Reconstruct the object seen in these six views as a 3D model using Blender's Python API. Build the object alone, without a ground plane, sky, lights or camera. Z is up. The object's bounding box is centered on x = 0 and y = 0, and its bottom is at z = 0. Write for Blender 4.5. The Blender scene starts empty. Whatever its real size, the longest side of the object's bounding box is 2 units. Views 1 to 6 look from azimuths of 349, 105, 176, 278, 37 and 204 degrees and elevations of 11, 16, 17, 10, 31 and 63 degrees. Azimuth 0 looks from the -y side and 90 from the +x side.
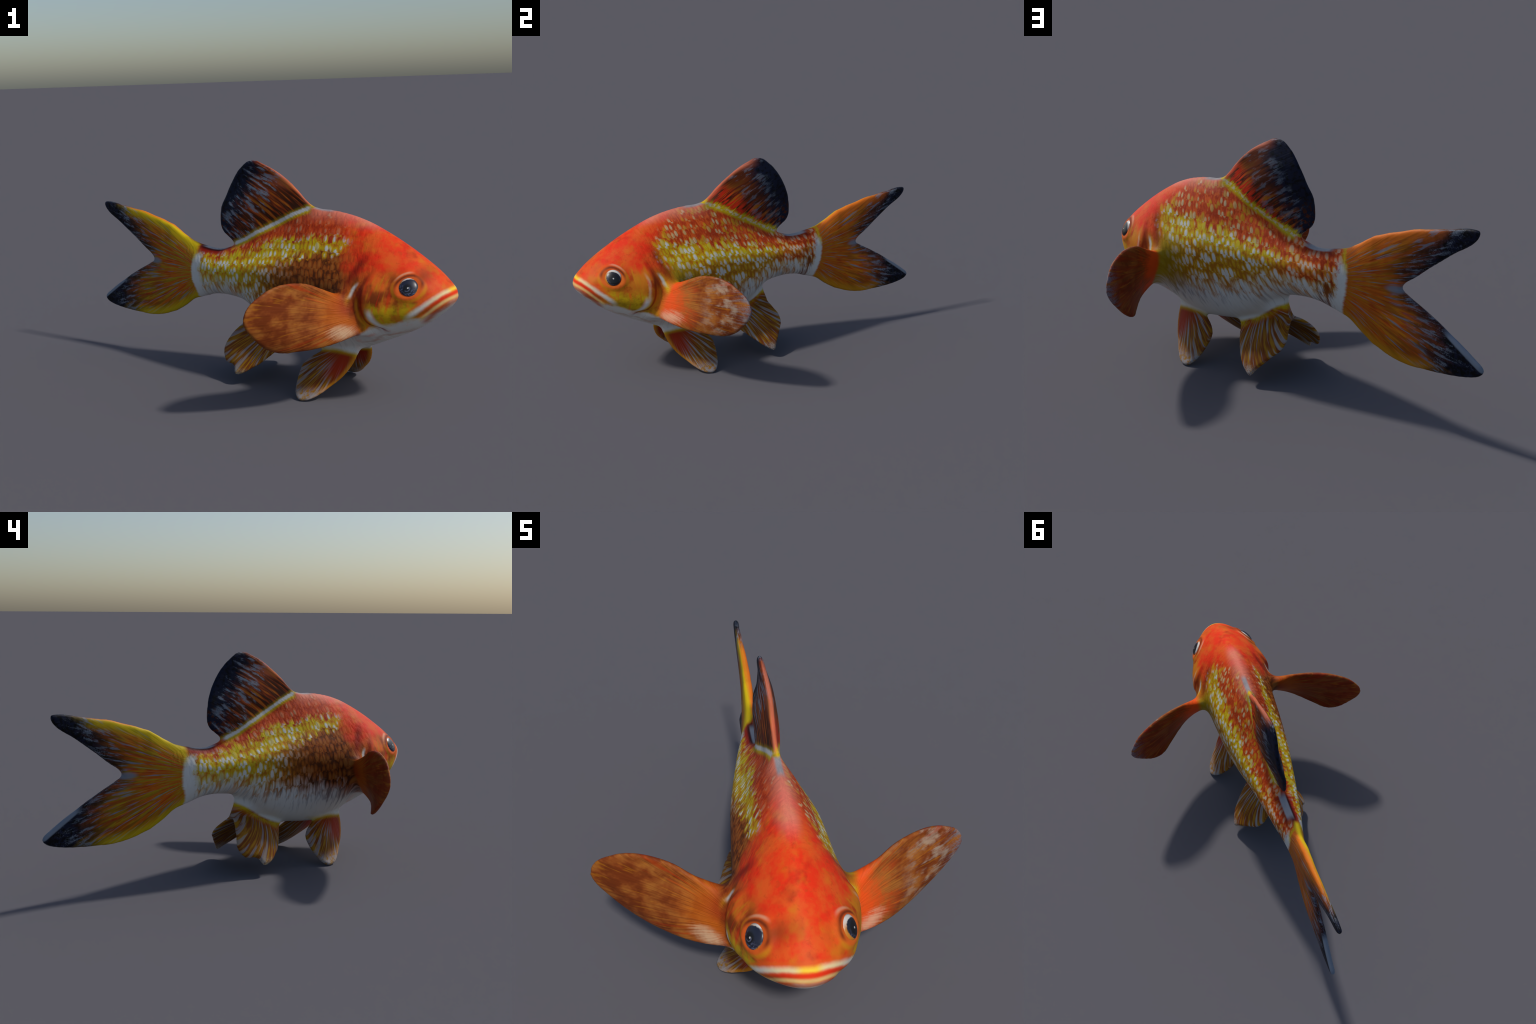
"""Goldfish: one smooth skin built from profiles (body) and thick curved fins,
evaluated as a distance field, meshed, and separated into named parts."""
import bpy, math
import numpy as np
from mathutils import Matrix

VOX = 0.0075
HEADING = math.radians(-46.07)          # the fish looks along +x of its own frame

# ------------------------------------------------------------------ helpers
def catmull(pts, n=12, closed=True):
    p = np.array(pts, float)
    out = []
    m = len(p)
    rng = range(m) if closed else range(m - 1)
    for i in rng:
        if closed:
            a, b, c, d = p[(i - 1) % m], p[i], p[(i + 1) % m], p[(i + 2) % m]
        else:
            a, b, c, d = p[max(i - 1, 0)], p[i], p[i + 1], p[min(i + 2, m - 1)]
        for k in range(n):
            t = k / n
            out.append(0.5 * ((2 * b) + (c - a) * t + (2 * a - 5 * b + 4 * c - d) * t * t
                              + (3 * b - a - 3 * c + d) * t ** 3))
    if not closed:
        out.append(p[-1])
    return np.array(out)

def profile(xs, table):
    """smooth monotone-ish interpolation of (station, value) control points"""
    t = np.array(sorted(table), float)
    x, y = t[:, 0], t[:, 1]
    h = np.diff(x); d = np.diff(y) / h
    m = np.zeros(len(x))
    for i in range(1, len(x) - 1):
        if d[i - 1] * d[i] > 0:
            w1, w2 = 2 * h[i] + h[i - 1], h[i] + 2 * h[i - 1]
            m[i] = (w1 + w2) / (w1 / d[i - 1] + w2 / d[i])
    m[0], m[-1] = d[0], d[-1]
    xs = np.clip(xs, x[0], x[-1])
    i = np.clip(np.searchsorted(x, xs) - 1, 0, len(x) - 2)
    u = (xs - x[i]) / h[i]
    return ((2 * u**3 - 3 * u**2 + 1) * y[i] + (u**3 - 2 * u**2 + u) * h[i] * m[i]
            + (-2 * u**3 + 3 * u**2) * y[i + 1] + (u**3 - u**2) * h[i] * m[i + 1])

def sstep(a, b, x):
    t = np.clip((x - a) / (b - a), 0, 1)
    return t * t * (3 - 2 * t)

def smin(a, b, k):
    h = np.clip(k - np.abs(a - b), 0, None) / k
    return np.minimum(a, b) - h * h * h * k / 6.0

def poly_sd(px, py, poly):
    """signed distance to a closed polygon, negative inside"""
    shp = px.shape
    px, py = px.ravel(), py.ravel()
    d = np.full(px.shape, 1e9); inside = np.zeros(px.shape, bool)
    n = len(poly)
    for i in range(n):
        ax, ay = poly[i]; bx, by = poly[(i + 1) % n]
        ex, ey = bx - ax, by - ay
        L = ex * ex + ey * ey
        if L < 1e-14:
            continue
        t = np.clip(((px - ax) * ex + (py - ay) * ey) / L, 0, 1)
        d = np.minimum(d, (px - ax - t * ex) ** 2 + (py - ay - t * ey) ** 2)
        c = (ay > py) != (by > py)
        if ey != 0:
            inside ^= c & (px < ex * (py - ay) / ey + ax)
    d = np.sqrt(d)
    return np.where(inside, -d, d).reshape(shp)

def blur(a, cells):
    """three box passes along both axes"""
    for _ in range(3):
        for ax in (0, 1):
            p = np.pad(a, [(cells + 1, cells) if k == ax else (0, 0) for k in (0, 1)], mode='edge')
            c = np.cumsum(p, ax)
            n = a.shape[ax]
            w = 2 * cells + 1
            a = (np.take(c, np.arange(w, w + n), ax) - np.take(c, np.arange(0, n), ax)) / w
    return a

def rounded_plate(d2, n, t):
    return np.hypot(np.maximum(d2 - 0.002 + t, 0), n) - t

# ------------------------------------------------------------------ body profiles (station along the fish, metres)
TOP = [(-0.80, 0.80), (-0.62, 0.815), (-0.53, 0.828), (-0.44, 0.824), (-0.31, 0.824), (-0.19, 0.853), (-0.08, 0.895),
       (0.05, 0.955), (0.20, 1.030), (0.32, 1.095), (0.43, 1.129), (0.54, 1.125), (0.67, 1.105),
       (0.79, 1.070), (0.90, 1.020), (1.02, 0.955), (1.128, 0.885), (1.229, 0.812), (1.290, 0.754), (1.325, 0.717),
       (1.340, 0.699), (1.3455, 0.682)]
BOTTOM = [(-0.80, 0.56), (-0.62, 0.53), (-0.53, 0.505), (-0.45, 0.510), (-0.35, 0.517), (-0.27, 0.521), (-0.15, 0.511), (-0.10, 0.500),
          (-0.03, 0.465), (0.044, 0.405), (0.16, 0.330), (0.283, 0.278), (0.436, 0.252), (0.55, 0.243), (0.65, 0.255),
          (0.75, 0.288), (0.82, 0.317), (0.945, 0.374), (1.05, 0.424), (1.164, 0.490), (1.23, 0.540),
          (1.303, 0.605), (1.328, 0.635), (1.340, 0.662), (1.3455, 0.682)]
WIDTH = [(-0.80, 0.004), (-0.70, 0.010), (-0.62, 0.024), (-0.54, 0.047), (-0.46, 0.070), (-0.38, 0.093), (-0.28, 0.113), (-0.15, 0.137), (0.0, 0.164),
         (0.15, 0.190), (0.30, 0.209), (0.45, 0.224), (0.60, 0.235), (0.70, 0.243), (0.80, 0.260), (0.90, 0.283),
         (0.98, 0.271), (1.05, 0.247), (1.13, 0.217), (1.20, 0.177), (1.25, 0.143), (1.30, 0.098), (1.328, 0.060),
         (1.340, 0.032), (1.3455, 0.004)]
WIDEST = [(-0.8, 0.67), (-0.4, 0.67), (-0.2, 0.68), (0.0, 0.68), (0.3, 0.66), (0.6, 0.62), (0.9, 0.60), (1.1, 0.615), (1.25, 0.655), (1.3455, 0.685)]
POW_UP = [(-0.8, 2.0), (-0.45, 1.8), (-0.2, 1.5), (0.05, 1.28), (0.3, 1.22), (0.5, 1.30), (0.8, 1.45), (1.0, 1.55), (1.13, 1.68), (1.25, 1.75), (1.3455, 1.9)]
POW_LO = [(-0.8, 2.0), (-0.35, 2.1), (-0.2, 1.9), (0.05, 2.0), (0.3, 2.15), (0.6, 1.9), (0.8, 1.7), (1.0, 1.75), (1.2, 1.8), (1.3455, 2.0)]

EYE = (1.134, 0.190, 0.742)

# ------------------------------------------------------------------ fin outlines
DORSAL = [(0.46, 1.08), (0.405, 1.136), (0.354, 1.180), (0.309, 1.225), (0.255, 1.272), (0.195, 1.316), (0.148, 1.346),
          (0.100, 1.371), (0.049, 1.392), (0.010, 1.409), (-0.029, 1.412), (-0.069, 1.402), (-0.107, 1.374), (-0.146, 1.340),
          (-0.179, 1.300), (-0.207, 1.258), (-0.232, 1.215), (-0.256, 1.165), (-0.278, 1.115), (-0.288, 1.055), (-0.291, 1.009),
          (-0.284, 0.967), (-0.264, 0.935), (-0.226, 0.906), (-0.180, 0.868), (-0.12, 0.80), (0.1, 0.80), (0.35, 0.95)]
TAIL = [(-0.40, 0.795), (-0.468, 0.829), (-0.531, 0.855), (-0.569, 0.880), (-0.605, 0.900), (-0.668, 0.936), (-0.764, 0.976), (-0.872, 1.010), (-0.957, 1.037),
        (-1.042, 1.050), (-1.150, 1.070), (-1.254, 1.090), (-1.297, 1.091), (-1.325, 1.084), (-1.318, 1.050), (-1.290, 1.017),
        (-1.257, 0.992), (-1.196, 0.955), (-1.123, 0.902), (-1.047, 0.846), (-0.970, 0.787), (-0.908, 0.748), (-0.881, 0.721),
        (-0.878, 0.700), (-0.891, 0.683), (-0.933, 0.662), (-1.014, 0.624), (-1.107, 0.576), (-1.185, 0.528), (-1.256, 0.486),
        (-1.319, 0.443), (-1.388, 0.388), (-1.366, 0.346), (-1.280, 0.319), (-1.166, 0.304), (-1.062, 0.297), (-0.956, 0.293),
        (-0.870, 0.303), (-0.784, 0.327), (-0.692, 0.362), (-0.612, 0.405), (-0.536, 0.462), (-0.472, 0.488), (-0.40, 0.530), (-0.33, 0.66)]
# paired fins: outline points in space (y > 0 side), the sheet between them is a fitted curved surface
PECTORAL = [(0.770, 0.235, 0.650), (0.728, 0.295, 0.680), (0.695, 0.375, 0.722), (0.660, 0.478, 0.772), (0.634, 0.548, 0.790), (0.605, 0.613, 0.797),
            (0.574, 0.674, 0.793), (0.543, 0.735, 0.775), (0.513, 0.796, 0.742), (0.492, 0.836, 0.706), (0.479, 0.858, 0.668),
            (0.471, 0.866, 0.619), (0.475, 0.846, 0.569), (0.486, 0.805, 0.519), (0.496, 0.753, 0.466), (0.511, 0.706, 0.430),
            (0.531, 0.666, 0.407), (0.571, 0.617, 0.392), (0.623, 0.567, 0.394), (0.680, 0.506, 0.398), (0.735, 0.436, 0.408),
            (0.790, 0.370, 0.425), (0.835, 0.290, 0.448), (0.850, 0.200, 0.480)]
PELVIC = [(0.735, 0.050, 0.345), (0.756, 0.078, 0.306), (0.751, 0.100, 0.258), (0.733, 0.134, 0.203), (0.690, 0.186, 0.136), (0.631, 0.233, 0.080),
          (0.590, 0.272, 0.044), (0.540, 0.307, 0.015), (0.490, 0.321, 0.004), (0.452, 0.311, 0.012), (0.426, 0.282, 0.037),
          (0.410, 0.242, 0.074), (0.402, 0.198, 0.118), (0.401, 0.162, 0.161), (0.414, 0.142, 0.190), (0.450, 0.119, 0.224),
          (0.497, 0.103, 0.250), (0.532, 0.094, 0.270), (0.56, 0.055, 0.32)]
ANAL_RIGHT = [(0.310, 0.000, 0.320), (0.270, 0.030, 0.276), (0.220, 0.098, 0.247), (0.180, 0.155, 0.208), (0.127, 0.215, 0.150),
              (0.086, 0.242, 0.123), (0.039, 0.270, 0.093), (-0.017, 0.281, 0.075), (-0.037, 0.271, 0.085), (-0.056, 0.246, 0.115),
              (-0.083, 0.236, 0.126), (-0.112, 0.231, 0.124), (-0.140, 0.218, 0.134), (-0.168, 0.193, 0.168), (-0.176, 0.170, 0.208),
              (-0.165, 0.145, 0.250), (-0.145, 0.105, 0.300), (-0.112, 0.030, 0.345), (-0.09, -0.03, 0.37), (0.10, -0.03, 0.345)]
ANAL_LEFT = [(0.310, 0.000, 0.320), (0.275, 0.018, 0.277), (0.219, 0.095, 0.247), (0.180, 0.146, 0.209), (0.105, 0.210, 0.145), (0.046, 0.250, 0.097),
             (-0.016, 0.277, 0.065), (-0.038, 0.276, 0.068), (-0.062, 0.248, 0.102), (-0.097, 0.214, 0.141), (-0.122, 0.187, 0.170), (-0.156, 0.150, 0.208),
             (-0.160, 0.105, 0.257), (-0.137, 0.064, 0.299), (-0.110, 0.010, 0.345), (-0.09, -0.03, 0.37), (0.10, -0.03, 0.345)]
# keel under the belly from which the two rear fins spread
KEEL = [(0.33, 0.34), (0.285, 0.272), (0.20, 0.290), (0.08, 0.318), (-0.03, 0.338), (-0.105, 0.348), (-0.100, 0.385), (-0.085, 0.42), (-0.070, 0.46),
        (-0.04, 0.52), (0.10, 0.45)]

class Sheet:
    """curved fin: best plane through the outline plus a smooth bulge fitted to it"""
    def __init__(self, pts, degree, scale_reg=1e-3, cup=None):
        self.cup = cup
        p = np.array(pts, float)
        self.c = p.mean(0)
        _, _, vt = np.linalg.svd(p - self.c)
        self.a, self.b, self.n = vt
        self.deg = degree
        q = p - self.c
        A = self.terms(q @ self.a, q @ self.b)
        k = A.shape[1]
        self.coef = np.linalg.lstsq(np.vstack([A, scale_reg * np.eye(k)]),
                                    np.concatenate([q @ self.n, np.zeros(k)]), rcond=None)[0]
        dense = catmull(p, 8)
        self.poly = np.stack([(dense - self.c) @ self.a, (dense - self.c) @ self.b], -1)
        self.lo = self.poly.min(0) - 0.09
        self.hi = self.poly.max(0) + 0.09
        self.nx = ((self.hi - self.lo) / 0.005).astype(int) + 2
        ga, gb = np.meshgrid(np.linspace(self.lo[0], self.hi[0], self.nx[0]),
                             np.linspace(self.lo[1], self.hi[1], self.nx[1]), indexing='ij')
        self.grid = poly_sd(ga, gb, self.poly)
        self.soft = blur(self.grid, 7)
        self.box = (p.min(0) - 0.09, p.max(0) + 0.09)

    def terms(self, a, b):
        return np.stack([a**i * b**j for i in range(self.deg + 1) for j in range(self.deg + 1 - i)], -1)

    def eval(self, X, Y, Z):
        P = (X - self.c[0], Y - self.c[1], Z - self.c[2])
        a = sum(P[i] * self.a[i] for i in range(3))
        b = sum(P[i] * self.b[i] for i in range(3))
        n = sum(P[i] * self.n[i] for i in range(3))
        h = np.zeros_like(a); ha = np.zeros_like(a); hb = np.zeros_like(a)
        k = 0
        for i in range(self.deg + 1):
            for j in range(self.deg + 1 - i):
                w = self.coef[k]; k += 1
                h += w * a**i * b**j
                if i: ha += w * i * a**(i - 1) * b**j
                if j: hb += w * j * a**i * b**(j - 1)
        if self.cup:
            h = h + self.cup(X, Y, Z) * np.sign(self.n[0])
        n = (n - h) / np.sqrt(1 + ha * ha + hb * hb)
        u = np.clip((a - self.lo[0]) / (self.hi[0] - self.lo[0]), 0, 0.99999) * (self.nx[0] - 1)
        v = np.clip((b - self.lo[1]) / (self.hi[1] - self.lo[1]), 0, 0.99999) * (self.nx[1] - 1)
        i, j = u.astype(int), v.astype(int); fu, fv = u - i, v - j
        look = lambda g: (g[i, j] * (1 - fu) * (1 - fv) + g[i + 1, j] * fu * (1 - fv)
                          + g[i, j + 1] * (1 - fu) * fv + g[i + 1, j + 1] * fu * fv)
        return look(self.grid), look(self.soft), n

# ------------------------------------------------------------------ the distance field
def build_field():
    lo = np.array([-1.45, 0.0, -0.06]); hi = np.array([1.41, 0.93, 1.47])
    nx, ny, nz = ((hi - lo) / VOX).astype(int) + 1
    xs = lo[0] + VOX * np.arange(nx); ys = VOX * np.arange(-2, ny); zs = lo[2] + VOX * np.arange(nz)
    X2, Z2 = np.meshgrid(xs, zs, indexing='ij')
    # --- body
    top, bot = profile(xs, TOP), profile(xs, BOTTOM)
    wid, mid = profile(xs, WIDTH), profile(xs, WIDEST)
    pu, pl = profile(xs, POW_UP), profile(xs, POW_LO)
    up = np.maximum(top - mid, 0.002)[:, None]; dn = np.maximum(mid - bot, 0.002)[:, None]
    dz = Z2 - mid[:, None]
    v = np.where(dz > 0, dz / up, -dz / dn)
    pw = np.where(dz > 0, pu[:, None], pl[:, None])
    pw = 2 + (pw - 2) * sstep(0.0, 0.55, v)
    W = np.repeat(wid[:, None], nz, 1)
    # gill cover edge: the cheek plate stands a little proud of the shoulder behind it
    gx = gill_edge(zs)[None, :]
    band = sstep(0.36, 0.50, zs)[None, :] * (1 - sstep(0.80, 0.92, zs))[None, :]
    step = sstep(-0.012, 0.018, X2 - gx) * np.exp(-np.clip(X2 - gx, 0, None) / 0.16)
    W = W + band * (0.009 * step - 0.004 * np.exp(-((X2 - gx + 0.025) / 0.03) ** 2))
    # mouth line: a shallow groove between the lips
    mz = mouth_line(xs)[:, None]
    mg = np.exp(-((Z2 - mz) / 0.014) ** 2) * sstep(1.17, 1.22, xs)[:, None]
    Yc = np.abs(ys)[None, :, None]
    r = (np.power(Yc / np.maximum(W, 0.004)[:, None, :], pw[:, None, :])
         + np.power(v, pw)[:, None, :])
    F = np.power(r, 1 / pw[:, None, :]) - 1
    F = np.where((xs > 1.3455)[:, None, None], F + (xs - 1.3455)[:, None, None] * 30, F)
    F = np.where((xs < -0.70)[:, None, None], F + (-0.70 - xs)[:, None, None] * 30, F)
    F = F.astype(np.float32)
    gx_, gy_, gz_ = np.gradient(F, VOX)
    g = np.sqrt(gx_**2 + gy_**2 + gz_**2) + 1e-6
    body = np.clip(F / np.maximum(g, 0.8), -0.4, 0.4)
    del gx_, gy_, gz_, g, F, r
    body = body + (0.007 * mg)[:, None, :].astype(np.float32)
    # raised rim around each eye
    er = np.hypot((X2 - EYE[0]) * 0.92, (Z2 - EYE[2]) * 1.08)
    rim = 0.008 * np.exp(-((er - 0.064) / 0.015) ** 2) + 0.013 * np.exp(-(er / 0.085) ** 2)
    body = body - (rim[:, None, :] * sstep(0.10, 0.14, Yc)).astype(np.float32)
    fields = {'body': body}
    big = np.full(body.shape, 1.0, np.float32)
    nn = np.abs(ys)[None, :, None]
    # --- median fins
    def median(poly, thick, xr, zr):
        f = big.copy()
        ix = np.where((xs > xr[0]) & (xs < xr[1]))[0]; iz = np.where((zs > zr[0]) & (zs < zr[1]))[0]
        a, b = X2[np.ix_(ix, iz)], Z2[np.ix_(ix, iz)]
        d2 = poly_sd(a, b, catmull(poly, 6))
        t = thick(a, b, blur(d2, 5))
        f[ix[0]:ix[-1] + 1, :, iz[0]:iz[-1] + 1] = rounded_plate(d2[:, None, :], nn, t[:, None, :])
        return f
    fields['dorsal'] = median(DORSAL, lambda a, b, d: 0.014 + 0.030 * sstep(0.0, 0.22, -d),
                              (-0.42, 0.52), (0.72, 1.47))
    fields['tail'] = median(TAIL, lambda a, b, d: 0.016 + 0.014 * sstep(0.0, 0.14, -d), (-1.45, -0.28), (0.2, 1.2))
    # --- paired fins
    Y2 = ys
    def paired(sheet, thick):
        f = big.copy()
        sel = []
        for ax, arr in enumerate((xs, ys, zs)):
            i = np.where((arr > sheet.box[0][ax]) & (arr < sheet.box[1][ax]))[0]
            sel.append(slice(i[0], i[-1] + 1))
        A, B, C = np.meshgrid(xs[sel[0]], ys[sel[1]], zs[sel[2]], indexing='ij')
        d2, ds, n = sheet.eval(A, B, C)
        f[sel[0], sel[1], sel[2]] = rounded_plate(d2, n, thick(A, B, C, ds))
        return f
    fields['pectoral'] = paired(Sheet(PECTORAL, 3, cup=lambda a, b, c: 0.018 * sstep(0.50, 0.66, c) * sstep(0.27, 0.42, b)
                                      * sstep(0.86, 0.74, b) * sstep(0.80, 0.72, c)),
                                lambda a, b, c, d: 0.013 + 0.008 * sstep(0, 0.12, -d) + 0.018 * sstep(0.44, 0.30, b))
    fields['pelvic'] = paired(Sheet(PELVIC, 2), lambda a, b, c, d: 0.012 + 0.016 * sstep(0, 0.10, -d))
    keel = median(KEEL, lambda a, b, d: 0.024 + 0.042 * sstep(0.0, 0.07, -d), (-0.2, 0.4), (0.2, 0.6))
    anal_thick = lambda a, b, c, d: 0.011 + 0.008 * sstep(0, 0.10, -d)
    # --- smooth union, one half of the fish at a time, then both halves together
    halves = []
    for outline in (ANAL_RIGHT, ANAL_LEFT):
        h = dict(fields)
        h['anal'] = smin(paired(Sheet(outline, 3), anal_thick), keel, 0.03)
        f = body
        for k, soft in (('tail', 0.10), ('dorsal', 0.05), ('pectoral', 0.14), ('pelvic', 0.06), ('anal', 0.07)):
            f = smin(f, h[k], soft)
        h['skin'] = f
        halves.append(h)
    # helper slices below y = 0 are dropped
    full = {k: np.concatenate([halves[0][k][:, :2:-1, :], halves[1][k][:, 2:, :]], 1) for k in halves[0]}
    org = np.array([xs[0], -ys[-1], zs[0]])
    return full.pop('skin'), org, full

def sway(x, z):
    """the tail stalk and the upper tail lobe swing a little to the fish's right"""
    return profile(x, [(-1.5, -0.012), (-0.9, -0.014), (-0.45, -0.022), (-0.15, -0.018), (0.1, -0.012), (0.45, -0.002), (1.4, 0.0)]) * (
        1 - 0.8 * sstep(0.62, 0.40, z) * sstep(-0.6, -0.95, x)) + 0.018 * sstep(0.92, 1.05, z) * sstep(1.41, 1.26, z) * sstep(0.36, 0.10, x) * np.maximum(sstep(-0.20, 0.02, x), sstep(1.08, 1.20, z))\
        - 0.009 * sstep(-0.80, -1.25, x) * sstep(0.75, 0.95, z) + 0.012 * sstep(0.28, 0.12, z) * sstep(0.30, 0.20, x)

def gill_edge(z):
    return profile(z, [(0.40, 1.02), (0.49, 0.985), (0.52, 0.925), (0.60, 0.880), (0.68, 0.870), (0.76, 0.885), (0.86, 0.93)])

def mouth_line(x):
    return profile(x, [(1.15, 0.545), (1.19, 0.577), (1.236, 0.612), (1.28, 0.650), (1.32, 0.683), (1.36, 0.695)])

def dorsal_base(x):
    return profile(x, [(-0.30, 0.80), (-0.16, 0.870), (-0.08, 0.901), (0.0, 0.945), (0.1, 0.991), (0.2, 1.040), (0.28, 1.080), (0.40, 1.122), (0.5, 1.13)])

# ------------------------------------------------------------------ surface extraction
def trilinear(F, p):
    s = np.array(F.shape) - 1.001
    p = np.clip(p, 0, s)
    i = p.astype(int); f = p - i
    x, y, z = i.T; u, v, w = f.T
    c = lambda a, b, d: F[x + a, y + b, z + d]
    return ((c(0,0,0)*(1-u) + c(1,0,0)*u)*(1-v)*(1-w) + (c(0,1,0)*(1-u) + c(1,1,0)*u)*v*(1-w)
            + (c(0,0,1)*(1-u) + c(1,0,1)*u)*(1-v)*w + (c(0,1,1)*(1-u) + c(1,1,1)*u)*v*w)

def surface(F):
    ins = F < 0
    cnt = sum(ins[a:F.shape[0]-1+a, b:F.shape[1]-1+b, c:F.shape[2]-1+c].astype(np.int8)
              for a in (0, 1) for b in (0, 1) for c in (0, 1))
    cells = (cnt > 0) & (cnt < 8)
    idx = np.full(cells.shape, -1, np.int64)
    cc = np.argwhere(cells)
    idx[cells] = np.arange(len(cc))
    acc = np.zeros((len(cc), 3)); num = np.zeros(len(cc))
    corners = [(a, b, c) for a in (0, 1) for b in (0, 1) for c in (0, 1)]
    vals = {k: F[cc[:, 0] + k[0], cc[:, 1] + k[1], cc[:, 2] + k[2]] for k in corners}
    for a in corners:
        for ax in range(3):
            if a[ax]: continue
            b = list(a); b[ax] = 1; b = tuple(b)
            fa, fb = vals[a], vals[b]
            m = (fa < 0) != (fb < 0)
            t = np.where(m, fa / np.where(m, fa - fb, 1), 0)
            pt = np.tile(np.array(a, float), (len(cc), 1)); pt[:, ax] += t
            acc[m] += pt[m]; num[m] += 1
    V = cc + acc / num[:, None]
    quads = []
    for ax in range(3):
        o = [i for i in range(3) if i != ax]
        sl0 = [slice(None)] * 3; sl1 = [slice(None)] * 3
        sl0[ax] = slice(0, -1); sl1[ax] = slice(1, None)
        a, b = ins[tuple(sl0)], ins[tuple(sl1)]
        e = np.argwhere(a != b)
        e = e[(e[:, o[0]] > 0) & (e[:, o[1]] > 0)]
        q = []
        for d0, d1 in ((-1, -1), (0, -1), (0, 0), (-1, 0)):
            k = e.copy(); k[:, o[0]] += d0; k[:, o[1]] += d1
            q.append(idx[k[:, 0], k[:, 1], k[:, 2]])
        q = np.stack(q, 1)
        flip = ~a[e[:, 0], e[:, 1], e[:, 2]]
        if ax == 1: flip = ~flip
        q[flip] = q[flip][:, ::-1]
        quads.append(q)
    Q = np.concatenate(quads)
    # even the vertices out along the surface and put them back onto it
    E = np.concatenate([Q[:, [0, 1]], Q[:, [1, 2]], Q[:, [2, 3]], Q[:, [3, 0]]])
    def grad(p):
        e = 0.5
        return np.stack([trilinear(F, p + d) - trilinear(F, p - d) for d in np.eye(3) * e], -1)
    for it in range(7):
        s = np.zeros_like(V); n = np.zeros(len(V))
        for a in range(3):
            s[:, a] = np.bincount(E[:, 0], V[E[:, 1], a], len(V)) + np.bincount(E[:, 1], V[E[:, 0], a], len(V))
        n = np.bincount(E[:, 0], minlength=len(V)) + np.bincount(E[:, 1], minlength=len(V))
        V = V + 0.6 * (s / n[:, None] - V)
        g = grad(V); f = trilinear(F, V)
        L = np.maximum((g * g).sum(1), 1e-9)
        V = V - np.clip(f / L, -1, 1)[:, None] * g * (0.9 if it < 6 else 0.5)
    return V, Q

# ------------------------------------------------------------------ materials
def lin(r, g, b):
    f = lambda c: (c / 255 / 12.92) if c <= 10.3 else ((c / 255 + 0.055) / 1.055) ** 2.4
    return (f(r), f(g), f(b), 1.0)

class S:
    """a shader socket with arithmetic"""
    tree = None
    def __init__(self, sock): self.s = sock
    @staticmethod
    def op(kind, *args):
        n = S.tree.nodes.new('ShaderNodeMath'); n.operation = kind
        for i, a in enumerate(args):
            if isinstance(a, S): S.tree.links.new(a.s, n.inputs[i])
            else: n.inputs[i].default_value = a
        return S(n.outputs[0])
    def __add__(a, b): return S.op('ADD', a, b)
    __radd__ = __add__
    def __sub__(a, b): return S.op('SUBTRACT', a, b)
    def __rsub__(a, b): return S.op('SUBTRACT', b, a)
    def __mul__(a, b): return S.op('MULTIPLY', a, b)
    __rmul__ = __mul__
    def __truediv__(a, b): return S.op('DIVIDE', a, b)

def put(sock, v):
    if isinstance(v, S): S.tree.links.new(v.s, sock)
    else: sock.default_value = v

def ss(a, b, x):
    n = S.tree.nodes.new('ShaderNodeMapRange'); n.interpolation_type = 'SMOOTHSTEP'
    put(n.inputs[0], x)
    lo, hi, o0, o1 = (a, b, 0.0, 1.0) if a < b else (b, a, 1.0, 0.0)
    for i, v in zip((1, 2, 3, 4), (lo, hi, o0, o1)): n.inputs[i].default_value = v
    return S(n.outputs[0])

def window(a, b, soft, x):
    """1 between a and b"""
    return ss(a - soft, a + soft, x) * ss(b + soft, b - soft, x)

def bump01(center, width, x):
    """soft line of given half width around center"""
    return ss(width, 0.0, S.op('ABSOLUTE', x - center))

def vec(x, y, z):
    n = S.tree.nodes.new('ShaderNodeCombineXYZ')
    for i, v in enumerate((x, y, z)): put(n.inputs[i], v)
    return S(n.outputs[0])

def noise(x, y, z, detail=2.0, rough=0.5, dist=0.0):
    n = S.tree.nodes.new('ShaderNodeTexNoise'); n.noise_dimensions = '3D'
    put(n.inputs['Vector'], vec(x, y, z)); n.inputs['Scale'].default_value = 1.0
    n.inputs['Detail'].default_value = detail; n.inputs['Roughness'].default_value = rough
    n.inputs['Distortion'].default_value = dist
    return S(n.outputs[0])

def cells(x, y, z, rnd=1.0):
    n = S.tree.nodes.new('ShaderNodeTexVoronoi'); n.voronoi_dimensions = '3D'
    put(n.inputs['Vector'], vec(x, y, z)); n.inputs['Scale'].default_value = 1.0
    n.inputs['Randomness'].default_value = rnd
    sep = S.tree.nodes.new('ShaderNodeSeparateColor')
    S.tree.links.new(n.outputs['Color'], sep.inputs[0])
    return S(n.outputs['Distance']), S(sep.outputs[0])

def mix(a, b, fac):
    n = S.tree.nodes.new('ShaderNodeMix'); n.data_type = 'RGBA'; n.clamp_factor = True
    put(n.inputs[0], fac); put(n.inputs[6], a); put(n.inputs[7], b)
    return S(n.outputs[2])

def curve(x, pts):
    """piecewise smooth map through control points"""
    x0, x1 = pts[0][0], pts[-1][0]
    vs = [p[1] for p in pts]; lo, hi = min(vs), max(vs); hi = hi if hi > lo else lo + 1
    n = S.tree.nodes.new('ShaderNodeFloatCurve')
    put(n.inputs[1], (x - x0) * (1.0 / (x1 - x0)))
    c = n.mapping.curves[0]
    while len(c.points) < len(pts): c.points.new(0.5, 0.5)
    for q, p in zip(c.points, pts):
        q.location = ((p[0] - x0) / (x1 - x0), (p[1] - lo) / (hi - lo))
    n.mapping.update()
    return S(n.outputs[0]) * (hi - lo) + lo

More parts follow.
